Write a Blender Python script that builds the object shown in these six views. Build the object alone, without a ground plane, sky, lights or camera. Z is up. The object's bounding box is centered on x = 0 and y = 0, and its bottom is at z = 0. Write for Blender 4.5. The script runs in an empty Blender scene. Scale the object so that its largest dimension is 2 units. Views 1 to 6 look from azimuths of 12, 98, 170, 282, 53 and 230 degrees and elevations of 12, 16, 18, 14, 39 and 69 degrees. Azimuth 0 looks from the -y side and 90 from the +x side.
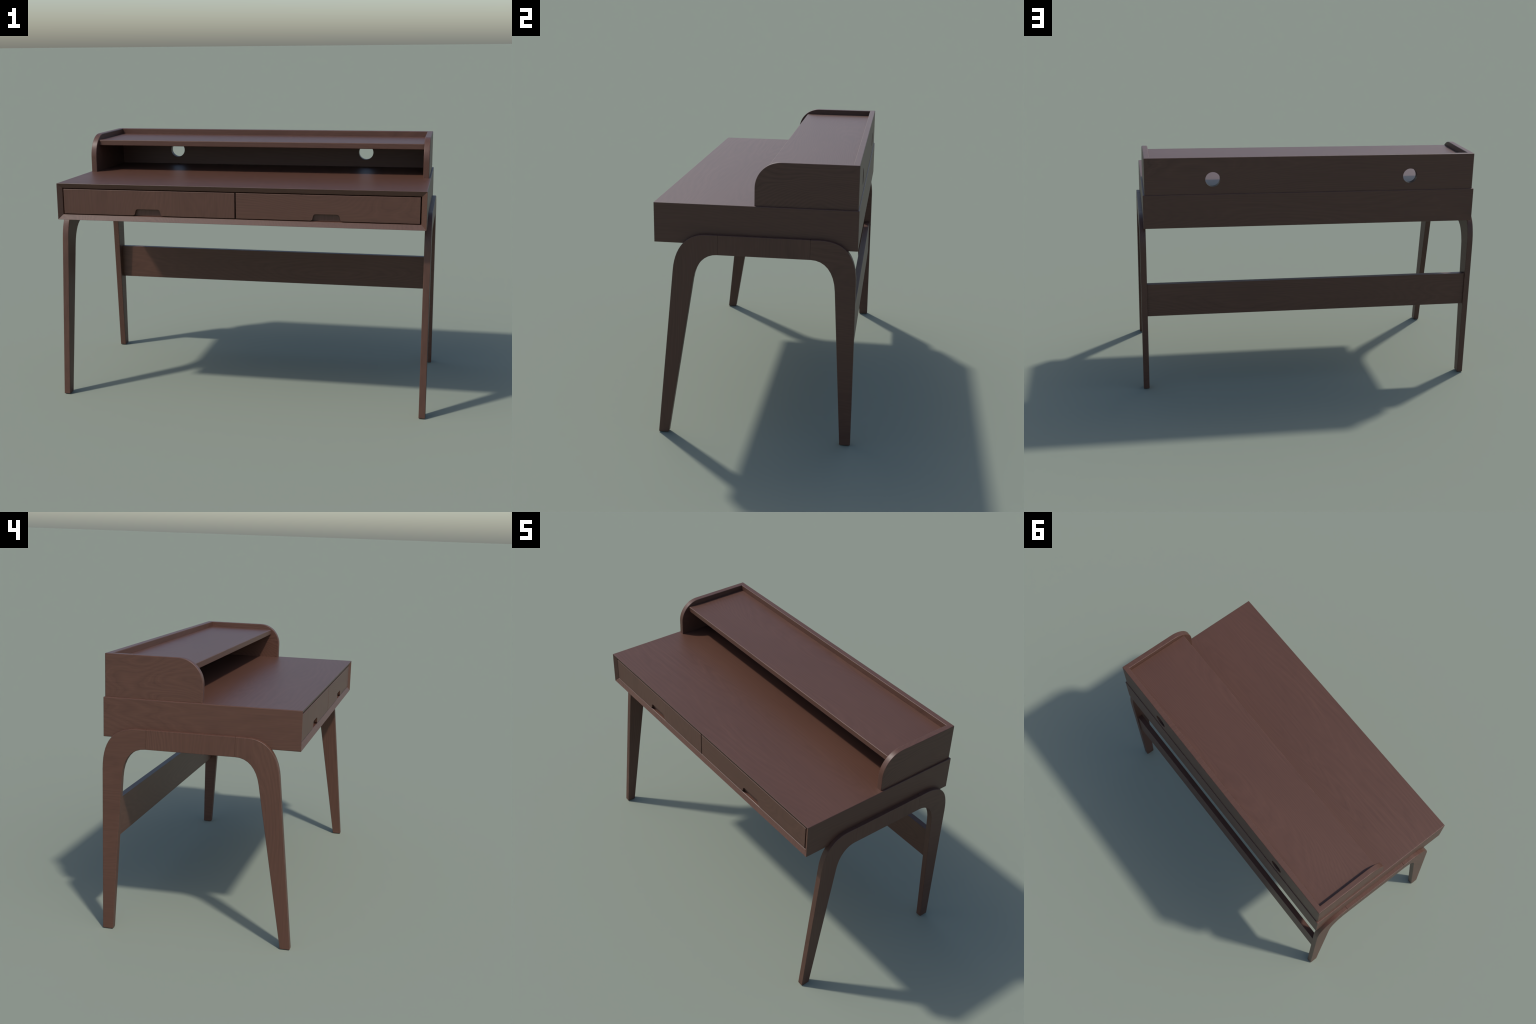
"""Mid-century walnut writing desk: mitred drawer case on two bent-leg side
frames with a rear stretcher, and a low rounded hutch with a tray shelf on top."""
import bpy, bmesh, math
from mathutils import Matrix, Vector

# ------------------------------------------------------------------ sizes (m)
CASE_X, CASE_Y = 0.9778, 0.4905            # half width / half depth of the case
CASE_Z0, CASE_Z1 = 0.9960, 1.1923
WALL = 0.0276                              # case board thickness = mitre width
RIM_Y = -0.4762                            # depth where the sloped front rim ends
EDGE = 0.0038                              # eased edge on the case
HUTCH_X, HUTCH_Y0, HUTCH_Y1 = 0.9680, -0.0050, 0.4856
HUTCH_Z0, HUTCH_Z1 = 1.1920, 1.4035
HUTCH_R, HUTCH_T, HUTCH_B = 0.1255, 0.0328, 0.0038
LEG_X0, LEG_X1 = 0.9655, 1.0000
APRON_Z0, APRON_Z1 = 0.9502, 1.0480
SEAM_FRONT, SEAM_REAR = -0.1767, 0.2673

scene = bpy.context.scene

# ------------------------------------------------------------------ materials
def wood(name, grain='X', seed=0.0, figure=1.0, tint=1.0, along=0.42, contrast=1.0):
    """Stained walnut. `grain` is the object axis along which the fibres run."""
    m = bpy.data.materials.new(name)
    m.use_nodes = True
    nt = m.node_tree
    N, L = nt.nodes, nt.links
    N.clear()

    def node(kind, **kw):
        n = N.new(kind)
        for k, v in kw.items():
            setattr(n, k, v)
        return n

    def math_(op, a, b=None, clamp=False):
        n = node('ShaderNodeMath', operation=op, use_clamp=clamp)
        for i, v in enumerate((a, b)):
            if v is None:
                continue
            if isinstance(v, (int, float)):
                n.inputs[i].default_value = v
            else:
                L.new(v, n.inputs[i])
        return n.outputs[0]

    def mapped(src, along, cross):
        mp = node('ShaderNodeMapping')
        s = {'X': (along, cross, cross), 'Y': (cross, along, cross), 'Z': (cross, cross, along)}[grain]
        mp.inputs['Scale'].default_value = s
        L.new(src, mp.inputs['Vector'])
        return mp.outputs[0]

    def noise(vec, scale, detail, rough=0.5, dist=0.0):
        n = node('ShaderNodeTexNoise')
        n.inputs['Scale'].default_value = scale
        n.inputs['Detail'].default_value = detail
        n.inputs['Roughness'].default_value = rough
        n.inputs['Distortion'].default_value = dist
        L.new(vec, n.inputs['Vector'])
        return n.outputs[0]

    tc = node('ShaderNodeTexCoord')
    oi = node('ShaderNodeObjectInfo')
    shift = node('ShaderNodeCombineXYZ')
    for i, k in enumerate((3.7, 5.1, 2.3)):
        L.new(math_('MULTIPLY_ADD', oi.outputs['Random'], k), shift.inputs[i])
        shift.inputs[i].links[0].from_node.inputs[2].default_value = seed * (1.3 + i)
    add = node('ShaderNodeVectorMath', operation='ADD')
    L.new(tc.outputs['Object'], add.inputs[0])
    L.new(shift.outputs[0], add.inputs[1])
    P = add.outputs[0]

    # growth-ring figure: contour lines of a slow field stretched along the grain
    field = noise(mapped(P, along, 3.0), 1.0, 1.6, 0.42, 0.25)
    sep = node('ShaderNodeSeparateXYZ')
    L.new(P, sep.inputs[0])
    cross = [sep.outputs[i] for i in range(3) if 'XYZ'[i] != grain]
    across_ = math_('ADD', cross[0], cross[1])
    wobble = noise(mapped(P, 6.0, 34.0), 1.0, 3.0, 0.55)
    phase = math_('ADD', math_('MULTIPLY', field, 44.0 * figure), math_('MULTIPLY', wobble, 1.1))
    phase = math_('ADD', phase, math_('MULTIPLY', across_, 38.0))
    wave = math_('MULTIPLY', math_('SINE', math_('MULTIPLY', phase, 6.2832)), 0.5)
    late = math_('POWER', math_('ADD', wave, 0.5), 6.0)              # thin dark late-wood line
    early = math_('POWER', math_('SUBTRACT', 0.5, wave), 9.0)        # thinner pale line
    fine = math_('SINE', math_('MULTIPLY', phase, 6.2832 * 3.37))
    # some areas carry strong figure, others are nearly plain
    zone = noise(mapped(P, 1.1, 4.0), 1.0, 2.0, 0.5)
    zone = math_('ADD', math_('MULTIPLY', math_('SUBTRACT', zone, 0.35, True), 2.6, True), 0.25)
    # fibres and pores
    fibre = noise(mapped(P, 4.0, 210.0), 1.0, 4.0, 0.6)
    pores = noise(mapped(P, 16.0, 620.0), 1.0, 2.0, 0.5)
    pore = math_('MULTIPLY', math_('SUBTRACT', pores, 0.60, True), 4.0, True)
    cloud = noise(mapped(P, 1.3, 3.6), 1.0, 3.0, 0.55)

    lines = math_('ADD', math_('MULTIPLY', late, -0.25), math_('MULTIPLY', early, 0.25))
    lines = math_('ADD', lines, math_('MULTIPLY', fine, 0.055))
    tone = math_('ADD', math_('MULTIPLY', math_('SUBTRACT', fibre, 0.5), 0.85),
                 math_('MULTIPLY', math_('SUBTRACT', cloud, 0.5), 0.45))
    tone = math_('ADD', tone, math_('MULTIPLY', math_('MULTIPLY', lines, zone), contrast))
    tone = math_('ADD', tone, math_('MULTIPLY', pore, -0.16))
    tone = math_('ADD', tone, 0.52, True)

    ramp = node('ShaderNodeValToRGB')
    e = ramp.color_ramp.elements
    c = [(0.0, (0.0715, 0.0312, 0.0204)), (0.5, (0.0922, 0.0413, 0.0272)), (1.0, (0.1135, 0.0520, 0.0342))]
    e[0].position, e[1].position = 0.0, 1.0
    e.new(0.5)
    for el, (p, col) in zip(e, c):
        el.position = p
        el.color = tuple(v * tint for v in col) + (1.0,)
    L.new(tone, ramp.inputs[0])

    b = node('ShaderNodeBsdfPrincipled')
    L.new(ramp.outputs[0], b.inputs['Base Color'])
    L.new(math_('ADD', math_('MULTIPLY', tone, -0.02), 0.455), b.inputs['Roughness'])
    b.inputs['Specular IOR Level'].default_value = 0.43
    bump = node('ShaderNodeBump')
    bump.inputs['Strength'].default_value = 0.01
    bump.inputs['Distance'].default_value = 0.0006
    L.new(tone, bump.inputs['Height'])
    L.new(bump.outputs[0], b.inputs['Normal'])
    out = node('ShaderNodeOutputMaterial')
    L.new(b.outputs[0], out.inputs[0])
    return m

WX = wood('walnut_long_grain', 'X', 0.0, contrast=0.75)
WX2 = wood('walnut_wide_figure', 'X', 4.0, figure=1.25)
WY = wood('walnut_side_grain', 'Y', 1.0, contrast=0.8)
WZ = wood('walnut_upright_grain', 'Z', 2.0, figure=0.8, along=0.7)
WS = wood('walnut_swirl_grain', 'Y', 6.0, figure=1.1, along=1.15, contrast=1.2)
WD = wood('walnut_drawer_grain', 'X', 9.0, figure=1.1, along=0.85, contrast=1.3)

# ------------------------------------------------------------------ helpers
root = bpy.data.objects.new('writing_desk', None)
scene.collection.objects.link(root)
root['label'] = 'dark walnut mid-century writing desk with hutch and two drawers'
root['category'] = 'writing desk'

def apply_modifiers(ob):
    dg = bpy.context.evaluated_depsgraph_get()
    old = ob.data
    me = bpy.data.meshes.new_from_object(ob.evaluated_get(dg))
    ob.modifiers.clear()
    ob.data = me
    name = old.name
    bpy.data.meshes.remove(old)
    me.name = name

def finish(name, bm, mats, parent=root, smooth=None, loc=None):
    bmesh.ops.recalc_face_normals(bm, faces=bm.faces)
    me = bpy.data.meshes.new(name)
    bm.to_mesh(me)
    bm.free()
    for m in mats:
        me.materials.append(m)
    if smooth is not None:
        me.polygons.foreach_set('use_smooth', [True] * len(me.polygons))
        me.set_sharp_from_angle(angle=math.radians(smooth))
    ob = bpy.data.objects.new(name, me)
    scene.collection.objects.link(ob)
    if smooth is not None:                    # flat faces keep flat shading up to their eased edges
        w = ob.modifiers.new('weighted', 'WEIGHTED_NORMAL')
        w.mode, w.weight, w.keep_sharp = 'FACE_AREA', 100, True
        apply_modifiers(ob)
    ob.parent = parent
    if loc is not None:                       # put the origin in the part itself
        ob.data.transform(Matrix.Translation(-Vector(loc)))
        ob.location = Vector(loc) - (parent.location if parent is not root else Vector())
    return ob

def loft(bm, rings, cap=True):
    """Closed skin over a list of equally long point rings."""
    vs = [[bm.verts.new(p) for p in r] for r in rings]
    n = len(vs[0])
    for a, b in zip(vs, vs[1:]):
        for i in range(n):
            bm.faces.new((a[i], a[(i + 1) % n], b[(i + 1) % n], b[i]))
    if cap:
        bm.faces.new(vs[0])
        bm.faces.new(vs[-1][::-1])
    return vs

def corner(S, C, E, k, n):
    """Soft corner from S to E around the sharp corner C."""
    S, C, E = Vector(S), Vector(C), Vector(E)
    a, b = S.lerp(C, k), E.lerp(C, k)
    out = []
    for i in range(n + 1):
        t = i / n
        out.append((1-t)**3*S + 3*(1-t)**2*t*a + 3*(1-t)*t*t*b + t**3*E)
    return [tuple(p) for p in out]

def round_box(bm, lo, hi, bevel, seg=2):
    c = (Vector(lo) + Vector(hi)) / 2
    d = Vector(hi) - Vector(lo)
    r = bmesh.ops.create_cube(bm, size=1.0)
    for v in r['verts']:
        v.co = Vector((v.co.x*d.x, v.co.y*d.y, v.co.z*d.z)) + c
    if bevel:
        es = list({e for v in r['verts'] for e in v.link_edges})
        bmesh.ops.bevel(bm, geom=es, offset=bevel, segments=seg, profile=0.5, affect='EDGES')

# ------------------------------------------------------------------ drawer case
# five mitred boards: every board is an outer rectangle, an eased edge and an
# inner rectangle, so the neighbours meet exactly on the mitre
t_front = lambda q: q['y'] < 0
def case_board(name, axis, sign, mats, pick=None):
    X, Y, e = CASE_X, CASE_Y, EDGE
    zc, hz = (CASE_Z0 + CASE_Z1) / 2, (CASE_Z1 - CASE_Z0) / 2
    half = {'x': X, 'y': Y, 'z': hz}
    wall = WALL
    rings = []
    # (draw-in along the face, depth below the face) of the quarter-round edge, up to the mitre
    steps = [(e, 0.0), (0.617*e, 0.076*e), (0.293*e, 0.293*e), (wall - 0.0016, wall - 0.0016), (wall, wall)]
    for n, (off, deep) in enumerate(steps):
        pts = []
        for s, t in ((-1, -1), (1, -1), (1, 1), (-1, 1)):
            # s,t run over the two axes that are not `axis`
            other = [a for a in 'xyz' if a != axis]
            q = {axis: sign, other[0]: s, other[1]: t}
            p = {}
            for a in 'xyz':
                h = half[a]
                if a == axis:
                    p[a] = q[a] * (h - deep)
                elif a == 'y' and t_front(q):
                    p[a] = -h + (0.0016, 0.0006, 0.0)[n] if n < 3 else RIM_Y + (-0.0008, 0.0018)[n - 3]
                else:
                    p[a] = q[a] * (h - off)
            pts.append((p['x'], p['y'], p['z'] + zc))
        rings.append(pts)
    bm = bmesh.new()
    loft(bm, rings)
    bmesh.ops.recalc_face_normals(bm, faces=bm.faces)
    if pick:
        for f in bm.faces:
            f.material_index = pick(f)
    return finish(name, bm, mats)

rim = lambda f: 1 if f.calc_center_median().y < RIM_Y and f.calc_area() > 0.002 and abs(f.normal.y) > 0.2 else 0
case_board('desktop', 'z', 1, [WX])
case_board('bottom_panel', 'z', -1, [WX, WZ], rim)
case_board('side_panel', 'x', -1, [WY, WX], rim)
case_board('side_panel', 'x', 1, [WY, WX], rim)
case_board('back_panel', 'y', 1, [WX2])
# upright that parts the two drawers, set back from the fronts
bm = bmesh.new()
round_box(bm, (-0.011, -0.448, CASE_Z0 + WALL - 0.001), (0.011, CASE_Y - WALL + 0.001, CASE_Z1 - WALL + 0.001), 0)
finish('drawer_divider', bm, [WY])

# ------------------------------------------------------------------ drawers
DR_Y0, DR_T = -0.4785, 0.0155
DR_Z0, DR_Z1 = 1.0268, 1.1608
DR_X0, DR_X1 = 0.0032, 0.9450
def drawer(sgn, mats, pull_x):
    xa, xb = sorted((sgn * DR_X0, sgn * DR_X1))
    # outline with the finger pull: flared scoop with rounded corners in the lower edge
    zt = 1.0605
    def arc(p, c, q, n=4):
        return corner(p, c, q, 0.6, n)
    scoop = []
    w0, w1 = 0.0735, 0.0655                   # half width at the mouth / at the top
    for side in (-1, 1):
        a = arc((pull_x + side*(w0+0.009), DR_Z0), (pull_x + side*(w0-0.0005), DR_Z0), (pull_x + side*(w0-0.003), DR_Z0+0.009))
        b = arc((pull_x + side*(w1+0.0015), zt-0.010), (pull_x + side*(w1-0.001), zt), (pull_x + side*(w1-0.011), zt))
        pts = a + b
        scoop += pts if side < 0 else pts[::-1]
    ring = [(xa, DR_Z0)] + scoop + [(xb, DR_Z0), (xb, DR_Z1), (xa, DR_Z1)]
    e = 0.0026
    def inset(d):
        out = []
        n = len(ring)
        for i, (x, z) in enumerate(ring):
            p, q = Vector(ring[i-1]), Vector(ring[(i+1) % n])
            c = Vector((x, z))
            t1, t2 = (c - p).normalized(), (q - c).normalized()
            n1, n2 = Vector((-t1.y, t1.x)), Vector((-t2.y, t2.x))
            m = (n1 + n2)
            m = m / max(0.25, m.dot(n1))
            out.append((c.x + m.x*d, c.y + m.y*d))
        return out
    layers = [(0, e), (e*0.076, e*0.617), (e*0.293, e*0.293), (e*0.617, e*0.076), (e, 0), (DR_T, 0)]
    bm = bmesh.new()
    loft(bm, [[(x, DR_Y0 + y, z) for x, z in inset(d)] for y, d in layers])
    c = ((xa + xb)/2, DR_Y0 + DR_T/2, (DR_Z0 + DR_Z1)/2)
    front = finish('drawer', bm, mats, smooth=40, loc=c)
    # box behind the front: front wall, sides, back and base
    bm = bmesh.new()
    y0, y1, t = DR_Y0 + DR_T + 0.0006, 0.40, 0.012
    x0, x1 = xa + 0.012, xb - 0.012
    z0, z1 = DR_Z0 - 0.0015, DR_Z1 - 0.016
    round_box(bm, (x0, y0, z0), (x1, y0+t, z1), 0)
    round_box(bm, (x0, y1-t, z0), (x1, y1, z1), 0)
    for xx in (x0, x1 - t):
        round_box(bm, (xx, y0+t, z0), (xx+t, y1-t, z1), 0)
    round_box(bm, (x0+t, y0+t, z0), (x1-t, y1-t, z0+0.006), 0)
    finish('drawer_box', bm, [WZ], parent=front, loc=c)
    return front
drawer(-1, [WZ], -0.4748)
drawer(1, [WD], 0.4748)

# ------------------------------------------------------------------ hutch
def eased(s, b, t):
    """How far the outline is drawn in at depth s of a board t thick (rounded edges b)."""
    d = min(s, t - s)
    return 0.0 if d >= b else b - math.sqrt(max(0.0, b*b - (b - d)**2))

def hutch_side(sgn):
    b, t = HUTCH_B, HUTCH_T
    rings = []
    for s in (0, 0.25*b, 0.6*b, b, t-b, t-0.6*b, t-0.25*b, t):
        d = eased(s, b, t)
        yb = HUTCH_Y1 - max(s, EDGE - s)
        r, cy, cz = HUTCH_R - d, HUTCH_Y0 + HUTCH_R, HUTCH_Z1 - HUTCH_R
        pts = [(yb, HUTCH_Z0), (HUTCH_Y0 + d, HUTCH_Z0)]
        n = 20
        for i in range(n + 1):
            a = math.pi - (math.pi/2) * i/n
            pts.append((cy + r*math.cos(a), cz + r*math.sin(a)))
        pts.append((yb, HUTCH_Z1 - d))
        rings.append([(sgn*(HUTCH_X - s), y, z) for y, z in pts])
    bm = bmesh.new()
    loft(bm, rings)
    finish('hutch_side', bm, [WS], smooth=35)
hutch_side(-1)
hutch_side(1)

# back board, mitred into the sides, with two round cable holes
bm = bmesh.new()
rings = []
b, t = HUTCH_B, HUTCH_T - 0.0005
for s in (0, 0.25*b, 0.6*b, b, t-b, t-0.6*b, t-0.25*b, t):
    d = eased(s, b, t)
    hx = HUTCH_X - max(s, EDGE - s)
    rings.append([(-hx, HUTCH_Y1 - s, HUTCH_Z0), (hx, HUTCH_Y1 - s, HUTCH_Z0),
                  (hx, HUTCH_Y1 - s, HUTCH_Z1 - d), (-hx, HUTCH_Y1 - s, HUTCH_Z1 - d)])
layers = loft(bm, rings, cap=False)
HOLE_R, HOLE_X, HOLE_Z, n = 0.0427, 0.581, 1.2768, 64
holes = {}
for k, y in ((0, HUTCH_Y1), (-1, HUTCH_Y1 - t)):
    ring = layers[k]
    loops = [ring]
    for hx in (-HOLE_X, HOLE_X):
        vs = [bm.verts.new((hx + HOLE_R*math.cos(2*math.pi*i/n), y, HOLE_Z + HOLE_R*math.sin(2*math.pi*i/n))) for i in range(n)]
        holes[k, hx] = vs
        loops.append(vs)
    edges = []
    for lp in loops:
        for i in range(len(lp)):
            v, w = lp[i], lp[(i + 1) % len(lp)]
            edges.append(bm.edges.get((v, w)) or bm.edges.new((v, w)))
    bmesh.ops.triangle_fill(bm, edges=edges, use_beauty=True, normal=(0, 1 if k == 0 else -1, 0))
for hx in (-HOLE_X, HOLE_X):                  # bore walls
    A, B = holes[0, hx], holes[-1, hx]
    for i in range(n):
        bm.faces.new((A[i], A[(i+1) % n], B[(i+1) % n], B[i]))
for f in bm.faces:
    f.normal_update()
    if abs(f.normal.z) > 0.5 and f.calc_center_median().z > HUTCH_Z1 - 0.01:
        f.material_index = 1                  # end grain shows along the top edge
finish('hutch_back', bm, [WX2, WY], smooth=30)

bm = bmesh.new()
round_box(bm, (-HUTCH_X + HUTCH_T - 0.001, 0.0482, 1.3402), (HUTCH_X - HUTCH_T + 0.001, HUTCH_Y1 - HUTCH_T + 0.002, 1.3722), 0.0038, 3)
finish('hutch_shelf', bm, [WX], smooth=40)

# ------------------------------------------------------------------ leg frames
def slab(outline, b, ends=()):
    """Plate with rounded edges, cut from an outline in the y-z plane."""
    T = LEG_X1 - LEG_X0
    n = len(outline)
    P = [Vector(p) for p in outline]
    area = sum(P[i-1].x*P[i].y - P[i].x*P[i-1].y for i in range(n))
    if area < 0:
        P.reverse()
    def inset(d):
        out = []
        for i in range(n):
            t1, t2 = (P[i] - P[i-1]).normalized(), (P[(i+1) % n] - P[i]).normalized()
            n1, n2 = Vector((-t1.y, t1.x)), Vector((-t2.y, t2.x))
            m = n1 + n2
            v = P[i] + m / max(0.2, m.dot(n1)) * d
            for seam in (SEAM_FRONT, SEAM_REAR):      # joints are barely eased
                if abs(P[i].x - seam) < 0.001:
                    v.x = P[i].x + math.copysign(0.14*d, v.x - P[i].x)
            out.append(v)
        return out
    bm = bmesh.new()
    loft(bm, [[(-T/2 + s, p.x, p.y) for p in inset(eased(s, b, T))]
              for s in (0, 0.15*b, 0.5*b, b, T-b, T-0.5*b, T-0.15*b, T)])
    return bm

def front_leg_outline():
    k = lambda z: -0.4829 + 0.0989*z
    j = lambda z: -0.4318 + 0.1638*z
    f = 0.003                                                     # eased foot
    return ([(j(f), f), (j(0) - f, 0), (k(0) + f, 0), (k(f), f)]
            + corner((k(0.868), 0.868), (k(APRON_Z1), APRON_Z1), (-0.236, APRON_Z1), 0.63, 14)
            + [(SEAM_FRONT - 0.0009, APRON_Z1), (SEAM_FRONT, APRON_Z1 - 0.0016), (SEAM_FRONT, APRON_Z0)]
            + corner((SEAM_FRONT - 0.002, APRON_Z0), (j(APRON_Z0), APRON_Z0), (j(0.822), 0.822), 0.64, 8))

def rear_leg_outline():
    k = lambda z: 0.4892 - 0.0016*z
    j = lambda z: 0.4358 - 0.0585*z
    f = 0.003
    return ([(j(f), f), (j(0) + f, 0), (k(0) - f, 0), (k(f), f)]
            + corner((k(0.838), 0.838), (k(APRON_Z1), APRON_Z1), (0.310, APRON_Z1), 0.685, 14)
            + [(SEAM_REAR + 0.0009, APRON_Z1), (SEAM_REAR, APRON_Z1 - 0.0016), (SEAM_REAR, APRON_Z0)]
            + corner((SEAM_REAR + 0.002, APRON_Z0), (j(APRON_Z0), APRON_Z0), (j(0.800), 0.800), 0.63, 8))

def apron_outline():
    a, c = SEAM_FRONT + 0.0002, SEAM_REAR - 0.0002
    return [(a, APRON_Z0), (c, APRON_Z0), (c, APRON_Z1 - 0.0016), (c - 0.0009, APRON_Z1),
            (a + 0.0009, APRON_Z1), (a, APRON_Z1 - 0.0016)]

xm = (LEG_X0 + LEG_X1) / 2
for name, outline, bevel, mat in (('leg', front_leg_outline(), 0.0032, WZ),
                                  ('leg', rear_leg_outline(), 0.0032, WY),
                                  ('apron', apron_outline(), 0.0024, WZ)):
    first = finish(name, slab(outline, bevel), [mat], smooth=35)
    first.location.x = -xm
    twin = first.copy()
    twin.location.x = xm
    scene.collection.objects.link(twin)

# rear stretcher between the two back legs
bm = bmesh.new()
round_box(bm, (-LEG_X0 - 0.001, 0.4465, 0.4600), (LEG_X0 + 0.001, 0.4790, 0.6560), 0.0012)
finish('stretcher', bm, [WX2], smooth=40)
